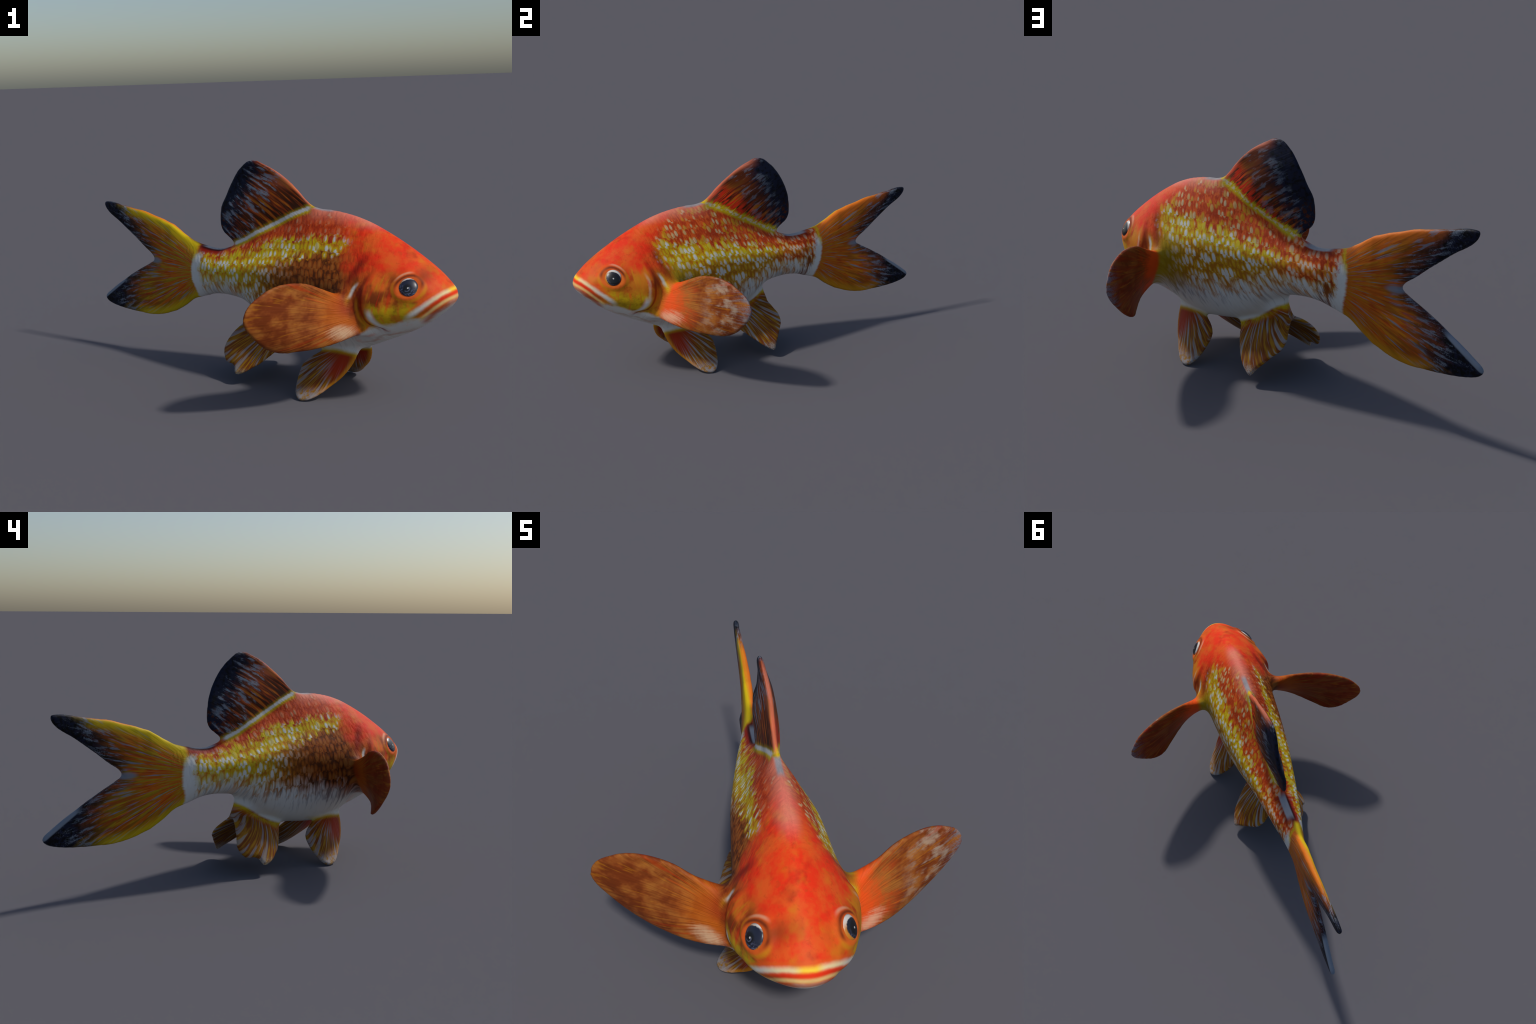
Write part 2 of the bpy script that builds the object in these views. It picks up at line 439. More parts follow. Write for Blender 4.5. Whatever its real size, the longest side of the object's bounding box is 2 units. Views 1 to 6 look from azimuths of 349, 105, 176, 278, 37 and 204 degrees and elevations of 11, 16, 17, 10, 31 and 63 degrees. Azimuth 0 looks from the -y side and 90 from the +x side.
C = {k: lin(*v) for k, v in dict(
    red=(230, 52, 22), orange=(222, 96, 34), backred=(196, 68, 24), rust=(160, 80, 22), umber=(64, 32, 14), darkred=(140, 30, 14), pink=(222, 150, 130),
    yellow=(206, 180, 20), gold=(200, 130, 24), white=(214, 212, 206), cream=(222, 205, 170), brown=(110, 48, 18), darkbrown=(72, 26, 14),
    olive=(138, 118, 22), tan=(168, 104, 44), grey=(150, 152, 156), navy=(22, 26, 46), black=(12, 11, 14), slate=(122, 131, 144),
    tailorange=(196, 96, 18), tailred=(176, 56, 14), finbrown=(138, 70, 28), finred=(160, 44, 14), hot=(238, 84, 26), bright=(246, 206, 30)).items()}

CTX = 'x, y, z, ay, left, right, front, w1, w2, zw, fine, grain, blot, streak, jit, d'.split(', ')
GROUPS = {}

def grouped(name, fn, **ins):
    """run a colour rule once inside a node group and use it in the current tree"""
    if name not in GROUPS:
        outer = S.tree
        g = bpy.data.node_groups.new(name, 'ShaderNodeTree')
        for k in ins:
            g.interface.new_socket(k, in_out='INPUT', socket_type='NodeSocketColor' if k == 'col' else 'NodeSocketFloat')
        S.tree = g
        gi = g.nodes.new('NodeGroupInput')
        res = fn(**{k: S(gi.outputs[k]) for k in ins})
        for k in res:
            g.interface.new_socket(k, in_out='OUTPUT', socket_type='NodeSocketColor' if k == 'col' else 'NodeSocketFloat')
        go = g.nodes.new('NodeGroupOutput')
        for k, v in res.items(): g.links.new(v.s, go.inputs[k])
        S.tree = outer
        GROUPS[name] = (g, list(res))
    g, outs = GROUPS[name]
    n = S.tree.nodes.new('ShaderNodeGroup'); n.node_tree = g
    for k, v in ins.items(): put(n.inputs[k], v)
    return {k: S(n.outputs[k]) for k in outs}

def ground():
    """coordinates, noises and the scaled flanks, back and belly"""
    t = S.tree
    co = t.nodes.new('ShaderNodeTexCoord'); sp = t.nodes.new('ShaderNodeSeparateXYZ')
    t.links.new(co.outputs['Object'], sp.inputs[0])
    x, y, z = (S(o) for o in sp.outputs)
    # sides are told apart about the swung middle plane of the tail
    y = y + ss(0.25, -0.40, x) * 0.018 * (1.0 - ss(0.58, 0.42, z) * ss(-0.6, -0.95, x) * 0.8)
    ay = S.op('ABSOLUTE', y)
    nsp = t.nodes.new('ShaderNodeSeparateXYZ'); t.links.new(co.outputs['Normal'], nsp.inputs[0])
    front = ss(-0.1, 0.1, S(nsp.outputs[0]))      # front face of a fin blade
    left = ss(-0.012, 0.012, y); right = 1.0 - left
    # organic wobble
    w1 = noise(x * 7, y * 7, z * 7, 3) - 0.5
    w2 = noise(x * 7 + 9, y * 7, z * 7 + 4, 3) - 0.5
    fine = noise(x * 130, y * 130, z * 130, 2, 0.7)
    grain = noise(x * 42, y * 42, z * 42, 3, 0.6)
    xw, zw = x + w1 * 0.06, z + w2 * 0.06
    blot = noise(x * 11, y * 11, z * 11, 4, 0.6)
    # ---------------- scales: pale core, coloured ring, dark gap; almost upright lenses
    v = z - ay * 0.55
    u = x - v * (left * 0.34 - 0.06) + w1 * 0.025
    row = v * 16.0 + w2 * 0.6                      # staggered rows of scales
    dsc, rsc = cells(u * 33 + left * 11 + S.op('MODULO', S.op('FLOOR', row), 2.0) * 0.5, row, 0.0, 0.55)
    d = dsc + (fine - 0.5) * 0.22 + (rsc - 0.5) * 0.22
    streak = noise(u * 48, left * 4, v * 13, 2, 0.6)
    core, gap = ss(0.50, 0.26, d), ss(0.46, 0.70, d + (streak - 0.5) * 0.5)
    jit = (rsc - 0.5) * 0.055 + (streak - 0.5) * 0.10
    # back
    back = mix(C['backred'], C['darkred'], gap * (0.50 - left * 0.25))
    back = mix(back, C['orange'], ss(0.55, 0.40, streak) * (0.35 + left * 0.45))
    back = mix(back, mix(C['gold'], C['yellow'], 0.4), left * ss(0.52, 0.26, d) * ss(-0.45, 0.2, x) * 0.7)
    back = mix(back, mix(C['tan'], C['cream'], 0.4 + left * 0.3), core * ss(0.15, 0.7, rsc) * (0.55 + left * 0.25))
    back = mix(back, C['pink'], ss(0.60, 0.70, fine) * ss(0.45, 0.6, grain) * 0.5)
    # flank band
    band = mix(C['yellow'], C['gold'], gap * 0.65)
    band = mix(band, C['tailred'], ss(0.62, 0.85, d + (streak - 0.5) * 0.9) * 0.5)
    band = mix(band, C['white'], core * ss(0.05, 0.35, rsc))
    # below the band
    fwd = ss(0.00, 0.42, x + jit)
    dusk = ss(0.25, 0.55, x + jit) * ss(0.77, 0.64, z + jit) * ss(0.47, 0.56, z)
    lowR = mix(mix(C['gold'], C['olive'], ss(0.4, 0.6, streak)), mix(C['rust'], C['brown'], 0.25 + (streak - 0.5) * 2.5), fwd)
    lowR = mix(lowR, mix(C['rust'], C['umber'], fwd), gap * 0.7)
    lowR = mix(lowR, C['umber'], dusk * (0.32 + gap * 0.45))
    lowR = mix(lowR, mix(C['white'], C['tan'], fwd), core * (0.95 - fwd * 0.40))
    lowL = mix(mix(C['gold'], C['yellow'], 0.35), C['rust'], gap * 0.7)
    lowL = mix(lowL, mix(C['olive'], C['yellow'], 0.3), ss(0.46, 0.68, x + jit) * 0.7)
    lowL = mix(lowL, C['white'], ss(0.50, 0.26, d) * ss(0.74, 0.45, x) * 0.9)
    low = mix(lowR, lowL, left)
    # yellow band, one centre line per side
    bzR = curve(x, [(-0.60, 0.680), (-0.42, 0.700), (-0.16, 0.735), (0.09, 0.822), (0.35, 0.890), (0.65, 0.935), (0.80, 0.950)])
    bzL = curve(x, [(-0.60, 0.72), (-0.30, 0.735), (-0.08, 0.765), (0.115, 0.785), (0.36, 0.812), (0.60, 0.830), (0.80, 0.850)])
    bhR = curve(x, [(-0.60, 0.090), (-0.16, 0.090), (0.20, 0.072), (0.65, 0.050), (0.80, 0.040)])
    bhL = curve(x, [(-0.60, 0.020), (-0.20, 0.035), (0.10, 0.052), (0.40, 0.072), (0.60, 0.090), (0.80, 0.095)])
    bz = bzR * right + bzL * left
    bh = bhR * right + bhL * left
    off = zw + jit - bz
    inband = ss(1.15, 0.45, S.op('ABSOLUTE', off) / bh)
    col = mix(back, low, ss(0.03, -0.06, off))
    col = mix(col, band, right * ss(0.20, -0.10, x + jit) * ss(0.02, -0.02, off) * 0.8)
    # tail stalk on the left is orange with small pale flecks
    stalkL = mix(C['orange'], C['tailred'], gap)
    stalkL = mix(stalkL, C['gold'], ss(0.45, 0.30, streak) * 0.7)
    stalkL = mix(stalkL, C['cream'], core * 0.7)
    col = mix(col, stalkL, left * ss(0.0, -0.25, x + jit) * ss(0.63, 0.69, z + jit) * 0.85)
    col = mix(col, band, inband * (1.0 - left * ss(-0.05, -0.25, x) * 0.7))
    # ---------------- pale belly
    bel = curve(x, [(-0.60, 0.575), (-0.40, 0.592), (-0.22, 0.600), (-0.04, 0.575), (0.15, 0.530), (0.42, 0.500), (0.64, 0.468), (0.85, 0.420), (1.0, 0.41)])
    dbel = zw + jit * 1.1 - bel
    belly = mix(C['white'], C['grey'], ss(0.46, 0.66, streak) * ss(-0.18, 0.0, dbel) * 0.9)
    belly = mix(belly, C['gold'], gap * ss(-0.10, 0.03, dbel) * ss(0.7, 0.3, x) * 0.6)
    belly = mix(belly, C['grey'], ss(0.30, 0.60, x) * ss(-0.13, -0.03, dbel) * ss(0.40, 0.60, streak) * 0.5)
    col = mix(col, belly, ss(0.095, -0.065, dbel))
    res = dict(col=col)
    loc = locals()
    res.update({k: loc[k] for k in CTX})
    return res

def stalk_colour(col, x, y, z, ay, left, right, front, w1, w2, zw, fine, grain, blot, streak, jit, d):
    """tail stalk: dark ridge with a grey saddle"""
    ridge = window(-0.46, -0.25, 0.05, x) * (1.0 - left * 0.5) * ss(0.775, 0.805, z + (streak - 0.5) * 0.02 + (x + 0.3) * 0.02)
    col = mix(col, C['darkred'], ridge * ss(0.08, 0.05, ay))
    col = mix(col, C['black'], ridge * ss(0.045, 0.03, ay) * 0.8)
    col = mix(col, C['grey'], window(-0.42, -0.245, 0.03, x) * ss(0.79, 0.82, z) * ss(0.028, 0.018, ay))
    under = window(-0.52, -0.26, 0.05, x) * ss(0.545, 0.525, z) * ss(0.03, 0.015, ay)
    col = mix(col, C['brown'], under * ss(0.45, 0.6, grain) * 0.8)
    return dict(col=col)

def ring_colour(col, x, y, z, ay, left, right, front, w1, w2, zw, fine, grain, blot, streak, jit, d):
    """white ring before the tail"""
    ringR = curve(z, [(0.45, -0.44), (0.55, -0.452), (0.64, -0.475), (0.74, -0.465), (0.80, -0.45), (0.86, -0.45)])
    ringL = curve(z, [(0.45, -0.47), (0.55, -0.500), (0.64, -0.525), (0.74, -0.530), (0.80, -0.515), (0.86, -0.50)])
    ring = ringR * right + ringL * left
    dr = x - ring + (grain - 0.5) * 0.04 + (fine - 0.5) * 0.03 + jit * 0.25
    # the ring is broader on the right
    hw = 0.045 - left * 0.012
    dark_end = left * window(-0.47, -0.37, 0.03, x) * ss(0.75, 0.66, z)
    col = mix(col, C['brown'], dark_end * ss(0.38, 0.62, streak) * 0.75)
    col = mix(col, C['white'], ss(1.45, 0.55, S.op('ABSOLUTE', dr) / hw) * ss(0.805, 0.76, z + (grain - 0.5) * 0.04))
    return dict(col=col)

def head_colour(col, x, y, z, ay, left, right, front, w1, w2, zw, fine, grain, blot, streak, jit, d):
    """head, cheek, gill cover and throat"""
    hR = curve(z, [(0.30, 0.95), (0.45, 0.86), (0.60, 0.80), (0.75, 0.745), (0.88, 0.70), (1.0, 0.68), (1.15, 0.52)])
    hL = curve(z, [(0.30, 0.95), (0.45, 0.86), (0.60, 0.78), (0.72, 0.745), (0.84, 0.80), (0.92, 0.82), (1.0, 0.76), (1.15, 0.52)])
    hx = hR * right + hL * left
    dh = x - hx + w1 * 0.05 + (streak - 0.5) * 0.08 + (fine - 0.5) * 0.03
    head = mix(C['red'], C['orange'], ss(0.36, 0.66, blot) * 0.75)
    head = mix(head, C['backred'], ss(0.55, 0.70, grain) * 0.5)
    head = mix(head, C['darkred'], ss(0.58, 0.76, noise(x * 9 + 5, y * 9, z * 9, 3)) * 0.5)
    head = mix(head, C['gold'], ss(0.50, 0.78, noise(x * 13 + 2, y * 13, z * 13 + 7, 2, 0.5)) * 0.5)
    # cheek: orange to yellow to white going down
    ck = zw + (x - 1.0) * -0.10
    cheek = mix(C['orange'], C['gold'], left * 0.55 + 0.15)
    cheek = mix(cheek, C['tailred'], ss(0.50, 0.66, blot) * 0.8)
    cheek = mix(cheek, C['brown'], ss(0.36, 0.62, noise(x * 12, y * 3, z * 8 + 2, 3)) * (0.85 - left * 0.67))
    head = mix(head, cheek, ss(0.82, 0.73, ck - right * 0.03) * ss(1.26, 1.16, x))
    yel = mix(C['yellow'], C['olive'], ss(0.45, 0.65, blot) * 0.7)
    head = mix(head, yel, ss(0.655, 0.60, ck + (blot - 0.5) * 0.12) * window(0.90, 1.18, 0.05, x) * 0.75)
    head = mix(head, C['orange'], ss(0.52, 0.64, noise(x * 30, y * 4, z * 10, 2)) * ss(0.66, 0.62, ck) * 0.5)
    # dark red slashes behind the gill cover
    sl = x - curve(z, [(0.60, 0.72), (0.69, 0.745), (0.77, 0.785), (0.87, 0.84), (0.95, 0.88)])
    slash = bump01(0.0, 0.050, sl + w1 * 0.05) * window(0.66, 0.88, 0.05, z)
    shoulder = mix(head, C['darkred'], slash * 0.85)
    slash2 = bump01(0.105, 0.030, sl + w1 * 0.05) * window(0.62, 0.80, 0.05, z)
    shoulder = mix(shoulder, C['darkred'], slash2 * 0.75)
    shoulder = mix(shoulder, mix(C['gold'], C['yellow'], left), bump01(0.060, 0.022, sl + w2 * 0.04) * window(0.60, 0.74, 0.04, z) * 0.8)
    shoulder = mix(shoulder, C['white'], bump01(0.065, 0.018, sl + w2 * 0.05) * window(0.67, 0.74, 0.02, z) * 0.9)
    col = mix(col, shoulder, ss(-0.05, 0.05, dh))
    # gill cover: pale crescent on its lower edge, dark line behind
    ge = curve(z, [(0.40, 1.02), (0.49, 0.985), (0.52, 0.925), (0.60, 0.880), (0.68, 0.870), (0.76, 0.885), (0.86, 0.93)])
    dg = x - ge + w1 * 0.02
    # throat and chin
    chin = curve(x, [(0.70, 0.43), (0.86, 0.46), (0.95, 0.505), (1.05, 0.525), (1.14, 0.550), (1.20, 0.565), (1.27, 0.600), (1.34, 0.66)])
    dc = zw + (blot - 0.5) * 0.05 - chin
    throat = mix(C['white'], C['pink'], ss(0.5, 0.7, blot) * 0.5)
    throat = mix(throat, C['tan'], bump01(-0.075, 0.018, dc + w2 * 0.03) * window(0.80, 1.12, 0.05, x) * 0.35)
    col = mix(col, throat, ss(0.015, -0.02, dc) * ss(0.72, 0.80, x))
    col = mix(col, C['white'], bump01(0.048, 0.034, dg) * window(0.50, 0.60, 0.025, z) * ss(0.12, 0.2, ay))
    col = mix(col, C['cream'], left * bump01(0.045, 0.016, dg + w2 * 0.03) * window(0.60, 0.74, 0.04, z) * 0.55)
    fold = noise(x * 34 - z * 4, 0.0, z * 6 + left * 3, 2, 0.5)
    zone = window(0.89, 1.06, 0.03, x) * window(0.60, 0.80, 0.04, z) * ss(0.15, 0.2, ay)
    col = mix(col, C['red'], zone * ss(0.52, 0.66, fold) * 0.5)
    col = mix(col, C['gold'], zone * ss(0.48, 0.36, fold) * 0.6)
    col = mix(col, C['darkred'], bump01(0.004, 0.016, dg) * window(0.46, 0.72, 0.03, z) * ss(0.15, 0.22, ay) * 0.8)
    col = mix(col, C['gold'], bump01(-0.028, 0.018, dg) * window(0.49, 0.66, 0.03, z) * ss(0.15, 0.22, ay) * 0.8)
    return dict(col=col)

def crown_colour(col, x, y, z, ay, left, right, front, w1, w2, zw, fine, grain, blot, streak, jit, d):
    """pale line on the crown before the dorsal fin"""
    crown = window(0.40, 0.86, 0.08, x) * ss(0.080, 0.0, ay + w1 * 0.05) * ss(0.97, 1.05, z)
    col = mix(col, C['pink'], crown * 0.55)  # soft pink sheen: the back's highlight painted into the skin colour
    col = mix(col, C['grey'], window(0.39, 0.55, 0.03, x) * ss(0.022, 0.008, ay) * ss(1.08, 1.11, z) * 0.9)
    return dict(col=col)

def face_colour(col, x, y, z, ay, left, right, front, w1, w2, zw, fine, grain, blot, streak, jit, d):
    """lips and the rings around the eyes"""
    lip = curve(x, [(1.10, 0.550), (1.187, 0.620), (1.25, 0.672), (1.31, 0.714), (1.36, 0.750)])
    dl = z - lip + w2 * 0.008
    lipx = ss(1.10, 1.16, x)
    lipcol = mix(C['white'], C['bright'], ss(1.18, 1.30, x) * (0.45 + ss(0.07, 0.02, ay) * 0.5))
    col = mix(col, C['orange'], bump01(0.026, 0.02, dl) * lipx * 0.6)
    col = mix(col, lipcol, bump01(-0.004, 0.030, dl + (blot - 0.5) * 0.02) * lipx * 0.95)
    ml = curve(x, [(1.15, 0.548), (1.187, 0.580), (1.23, 0.620), (1.27, 0.656), (1.32, 0.692), (1.36, 0.708)])
    dm = z - ml + w2 * 0.006
    mx = ss(1.16, 1.20, x)
    col = mix(col, mix(C['bright'], C['cream'], 0.55), bump01(-0.024, 0.022, dm) * mx * 0.8)
    col = mix(col, mix(C['tailorange'], C['red'], ss(1.20, 1.29, x)), bump01(0.003, 0.021, dm + (blot - 0.5) * 0.012) * mx * 0.9)
    col = mix(col, mix(C['tan'], C['backred'], 0.5), bump01(-0.054, 0.024, dm + (blot - 0.5) * 0.02) * mx * 0.75)
    # ---------------- rings around the eye
    ex, ez = x - 1.134, z - 0.742
    er = S.op('SQRT', ex * ex + ez * ez * 1.25) + w1 * 0.012
    eyez = ss(0.12, 0.15, ay)
    col = mix(col, C['orange'], ss(0.100, 0.080, er) * eyez * 0.7)
    col = mix(col, C['gold'], bump01(0.084, 0.016, er) * eyez * ss(0.06, -0.02, ez) * 0.8)
    col = mix(col, C['darkbrown'], bump01(0.069, 0.014, er) * eyez * ss(-0.02, 0.03, ez) * 0.8)
    col = mix(col, C['cream'], bump01(0.086, 0.010, er) * eyez * ss(0.02, 0.06, ez) * 0.35)
    return dict(col=col)

def dorsal_colour(col, x, y, z, ay, left, right, front, w1, w2, zw, fine, grain, blot, streak, jit, d):
    """dorsal fin: glowing root, warm rays, night-blue rear edge"""
    db = curve(x, [(-0.32, 0.795), (-0.16, 0.870), (-0.08, 0.901), (0.0, 0.945), (0.1, 0.991), (0.2, 1.040), (0.28, 1.080), (0.40, 1.122), (0.46, 1.128)])
    h = z - db
    fan = x * 0.62 + z * 0.78 + h * h * 0.35
    al = z * 0.62 - x * 0.78
    ray = noise(fan * 42, left * 5, al * 4, 2, 0.5)
    ray2 = noise(fan * 75, left * 5 + 2, al * 8, 2, 0.6)
    dcol = mix(mix(C['tailred'], C['rust'], 0.4), C['umber'], ss(0.38, 0.54, ray))
    dcol = mix(dcol, mix(C['gold'], C['olive'], 0.4), ss(0.44, 0.32, ray) * 0.7)
    dcol = mix(dcol, C['tan'], ss(0.58, 0.72, ray2) * 0.5)
    dcol = mix(dcol, mix(C['brown'], C['umber'], left * 0.5), ss(0.08, 0.24, h) * (0.45 + left * 0.40))
    dcol = mix(dcol, C['red'], left * ss(0.20, 0.05, h + (0.15 - x) * 0.35) * ss(0.42, 0.56, ray2) * 0.9)
    edge = curve(z, [(0.86, -0.20), (0.95, -0.190), (1.06, -0.150), (1.17, -0.085), (1.265, -0.03), (1.34, 0.01), (1.42, 0.0)])
    dk = edge + left * 0.03 - x + (ray - 0.5) * 0.16 + (blot - 0.5) * 0.22
    wide = noise(fan * 34 + 3, left * 5, al * 9, 3, 0.6)
    flk = ss(0.48, 0.60, wide + (ray2 - 0.5) * 0.25) * ss(0.25, 0.5, fine * 0.6 + grain * 0.4)
    night = mix(C['navy'], C['black'], ss(0.45, 0.65, grain))
    dcol = mix(dcol, night, ss(-0.10, 0.07, dk))
    dcol = mix(dcol, C['slate'], flk * window(-0.17, 0.075, 0.03, dk) * (0.95 - left * 0.45))
    dcol = mix(dcol, C['brown'], ss(0.50, 0.62, grain) * ss(1.12, 0.95, z) * 0.6)
    # warm leading edge, glowing root
    lead = ss(0.018, 0.006, ay) * ss(-0.05, 0.08, x) * ss(0.0, 0.03, h)
    dcol = mix(dcol, mix(C['orange'], C['pink'], 0.4), lead * 0.6)
    glow = ss(0.045, 0.012, h + (ray2 - 0.5) * (0.04 + left * 0.08))
    dcol = mix(dcol, C['yellow'], glow * (0.5 + left * 0.5))
    col = mix(col, C['yellow'], bump01(-0.006, 0.030, h) * window(-0.16, 0.40, 0.02, x))
    dmask = ss(0.0, 0.010, h) * window(-0.36, 0.43, 0.02, x) * ss(0.86, 0.88, z + ss(-0.10, -0.18, x) * 0.05)
    col = mix(col, dcol, dmask)
    seam = bump01(0.006, 0.019, h + (ray2 - 0.5) * 0.02) * window(-0.17, 0.39, 0.02, x)
    col = mix(col, C['white'], S.op('MINIMUM', seam * 1.4, 1.0) * (1.0 - left * ss(0.42, 0.58, grain) * 0.6 - left * 0.4))
    return dict(col=col, relief=ray)

def tail_colour(col, x, y, z, ay, left, right, front, w1, w2, zw, fine, grain, blot, streak, jit, d):
    """tail fin: fanned rays, bright rims, dark lobes"""
    ringR = curve(z, [(0.45, -0.44), (0.55, -0.452), (0.64, -0.475), (0.74, -0.465), (0.80, -0.45), (0.86, -0.45)])
    ringL = curve(z, [(0.45, -0.47), (0.55, -0.500), (0.64, -0.525), (0.74, -0.530), (0.80, -0.515), (0.86, -0.50)])
    ring = ringR * right + ringL * left
    # the ring is broader on the right
    hw = 0.045 - left * 0.012
    tx = -0.36 - x
    ang = S.op('ARCTAN2', z - 0.675, tx)
    rad = S.op('SQRT', tx * tx + (z - 0.675) * (z - 0.675))
    bend = ang + w2 * 0.02
    ray = noise(bend * 21, left * 6, rad * 4.5, 2, 0.5)
    ray2 = noise(bend * 40, left * 6 + 2, rad * 9, 2, 0.6)
    tcol = mix(C['tailorange'], mix(C['olive'], C['yellow'], 0.35), ss(0.40, 0.60, ray) * (0.85 - left * 0.5))
    tcol = mix(tcol, C['tailred'], ss(0.52, 0.64, ray2) * 0.75)
    tcol = mix(tcol, C['brown'], ss(0.15, 0.60, rad) * ss(0.36, 0.60, noise(bend * 30 + 3, left * 3, rad * 5, 2)) * 0.6)
    tcol = mix(tcol, C['slate'], ss(0.56, 0.68, noise(bend * 34 + 7, left * 3, rad * 5, 2)) * ss(0.10, 0.30, rad) * 0.8)
    # bright outer edges
    upE = curve(x, [(-1.35, 1.090), (-1.15, 1.070), (-0.96, 1.038), (-0.76, 0.976), (-0.60, 0.900), (-0.47, 0.83)])
    loE = curve(x, [(-1.40, 0.340), (-1.17, 0.304), (-0.96, 0.292), (-0.78, 0.327), (-0.61, 0.405), (-0.47, 0.490)])
    rim = mix(C['yellow'], C['orange'], left * 0.85)
    tcol = mix(tcol, rim, ss(0.085, 0.02, upE - z + (ray - 0.5) * 0.08) * 0.9)
    tcol = mix(tcol, mix(C['yellow'], C['gold'], left * 0.8), ss(0.085, 0.01, z - loE + (ray - 0.5) * 0.08) * 0.8)
    tcol = mix(tcol, C['orange'], ss(0.016, 0.004, ay + 0.016 * ss(0.03, 0.05, upE - z)) * ss(0.9, 1.0, z) * right * 0.8)
    tcol = mix(tcol, C['orange'], ss(0.16, 0.10, rad) * left * 0.8)
    # dark lobes
    dkx = curve(z, [(0.28, -1.13), (0.40, -1.12), (0.47, -1.10), (0.59, -1.045), (0.66, -0.955), (0.70, -0.97), (0.74, -0.95), (0.76, -0.925),
                    (0.865, -0.985), (0.99, -1.075), (1.06, -1.13), (1.12, -1.16)])
    dk = dkx - x + (ray - 0.5) * 0.10 + (grain - 0.5) * 0.07
    night = mix(C['navy'], C['black'], ss(0.40, 0.60, grain))
    night = mix(night, C['slate'], ss(0.50, 0.64, fine) * ss(0.46, 0.60, ray2 * 0.6 + blot * 0.4) * ss(0.26, 0.04, dk) * 0.8)
    tcol = mix(tcol, mix(C['darkbrown'], C['slate'], ss(0.5, 0.66, ray2)), ss(-0.17, 0.0, dk) * (0.4 + ss(0.40, 0.6, ray) * 0.4))
    tcol = mix(tcol, night, ss(-0.10, 0.10, dk + (ray2 - 0.5) * 0.12))
    tcol = mix(tcol, C['slate'], ss(0.52, 0.64, ray2) * window(-0.10, 0.10, 0.05, dk) * 0.6)
    fork = S.op('SQRT', (x + 0.865) * (x + 0.865) * 0.35 + (z - 0.700) * (z - 0.700) * 3.0)
    tcol = mix(tcol, C['slate'], ss(0.05, 0.02, fork) * 0.8)
    strip = (x + 1.185) * -0.568 + (z - 0.528) * 0.823
    tcol = mix(tcol, C['slate'], ss(-0.022, -0.012, strip) * ss(-1.14, -1.2, x) * ss(0.7, 0.6, z))
    rootx = ring - hw * 0.75 + (noise(z * 60, left, 0.0, 2) - 0.5) * 0.03
    col = mix(col, C['yellow'], bump01(0.0, 0.04, x - rootx) * ss(0.70, 0.78, z) * 0.9)
    col = mix(col, tcol, ss(0.012, -0.012, x - rootx))
    edge = ss(0.010, 0.003, ay + 0.02 * ss(0.02, 0.03, z - loE)) * ss(0.7, 0.5, z) * ss(-0.5, -0.6, x)
    col = mix(col, C['grey'], edge * 0.6)
    return dict(col=col, relief=ray)

def pectoral_colour(col, x, y, z, ay, left, right, front, w1, w2, zw, fine, grain, blot, streak, jit, d):
    """pectoral fins: mottled brown blades"""
    px, pz = ay - 0.20, z - 0.57
    ang = S.op('ARCTAN2', pz, px); rad = S.op('SQRT', px * px + pz * pz)
    ray = noise(ang * 17, left * 5, rad * 4, 2, 0.5)
    ray2 = noise(ang * 34, left * 5, rad * 7, 2, 0.6)
    mot = noise(x * 10, y * 8, z * 11, 3, 0.6)
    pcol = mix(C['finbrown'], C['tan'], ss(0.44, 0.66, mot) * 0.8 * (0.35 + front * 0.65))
    pcol = mix(pcol, C['brown'], ss(0.50, 0.36, mot) * 0.8)
    pcol = mix(pcol, C['tailred'], ss(0.55, 0.66, ray) * ss(0.20, 0.42, S.op('ABSOLUTE', ang)) * 0.55)
    pcol = mix(pcol, C['darkred'], (1.0 - front) * ss(0.40, 0.55, ray) * 0.5)  # rear face tinted darker, painting in its shade away from the sun
    pcol = mix(pcol, C['gold'], ss(0.44, 0.30, ray2) * 0.35)
    pcol = mix(pcol, C['brown'], ss(0.50, 0.64, ray2) * 0.5)
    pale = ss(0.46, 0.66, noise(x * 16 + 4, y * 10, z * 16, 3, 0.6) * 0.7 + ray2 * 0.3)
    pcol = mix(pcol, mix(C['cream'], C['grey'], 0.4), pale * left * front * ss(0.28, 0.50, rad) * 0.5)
    pcol = mix(pcol, C['slate'], left * ss(0.55, 0.68, rad + (ray2 - 0.5) * 0.16) * ss(0.40, 0.60, ray2 * 0.5 + fine * 0.5) * 0.7)
    pcol = mix(pcol, C['hot'], left * ss(0.34, 0.14, rad + (mot - 0.5) * 0.35 + (ray2 - 0.5) * 0.1) * 0.95)
    pcol = mix(pcol, C['tailorange'], right * ss(0.34, 0.14, rad + (ray2 - 0.5) * 0.15) * 0.7)
    pcol = mix(pcol, C['darkred'], right * ss(0.22, 0.10, rad) * ss(0.54, 0.60, z) * 0.7)
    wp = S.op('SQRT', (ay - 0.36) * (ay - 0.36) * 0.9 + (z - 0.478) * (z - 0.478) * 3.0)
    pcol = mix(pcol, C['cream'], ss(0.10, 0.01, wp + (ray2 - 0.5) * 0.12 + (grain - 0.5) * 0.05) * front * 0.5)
    pm = ss(0.280, 0.325, ay + w1 * 0.03) * ss(0.95, 0.9, x)
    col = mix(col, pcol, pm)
    return dict(col=col, relief=ray + ray2 * 0.5)

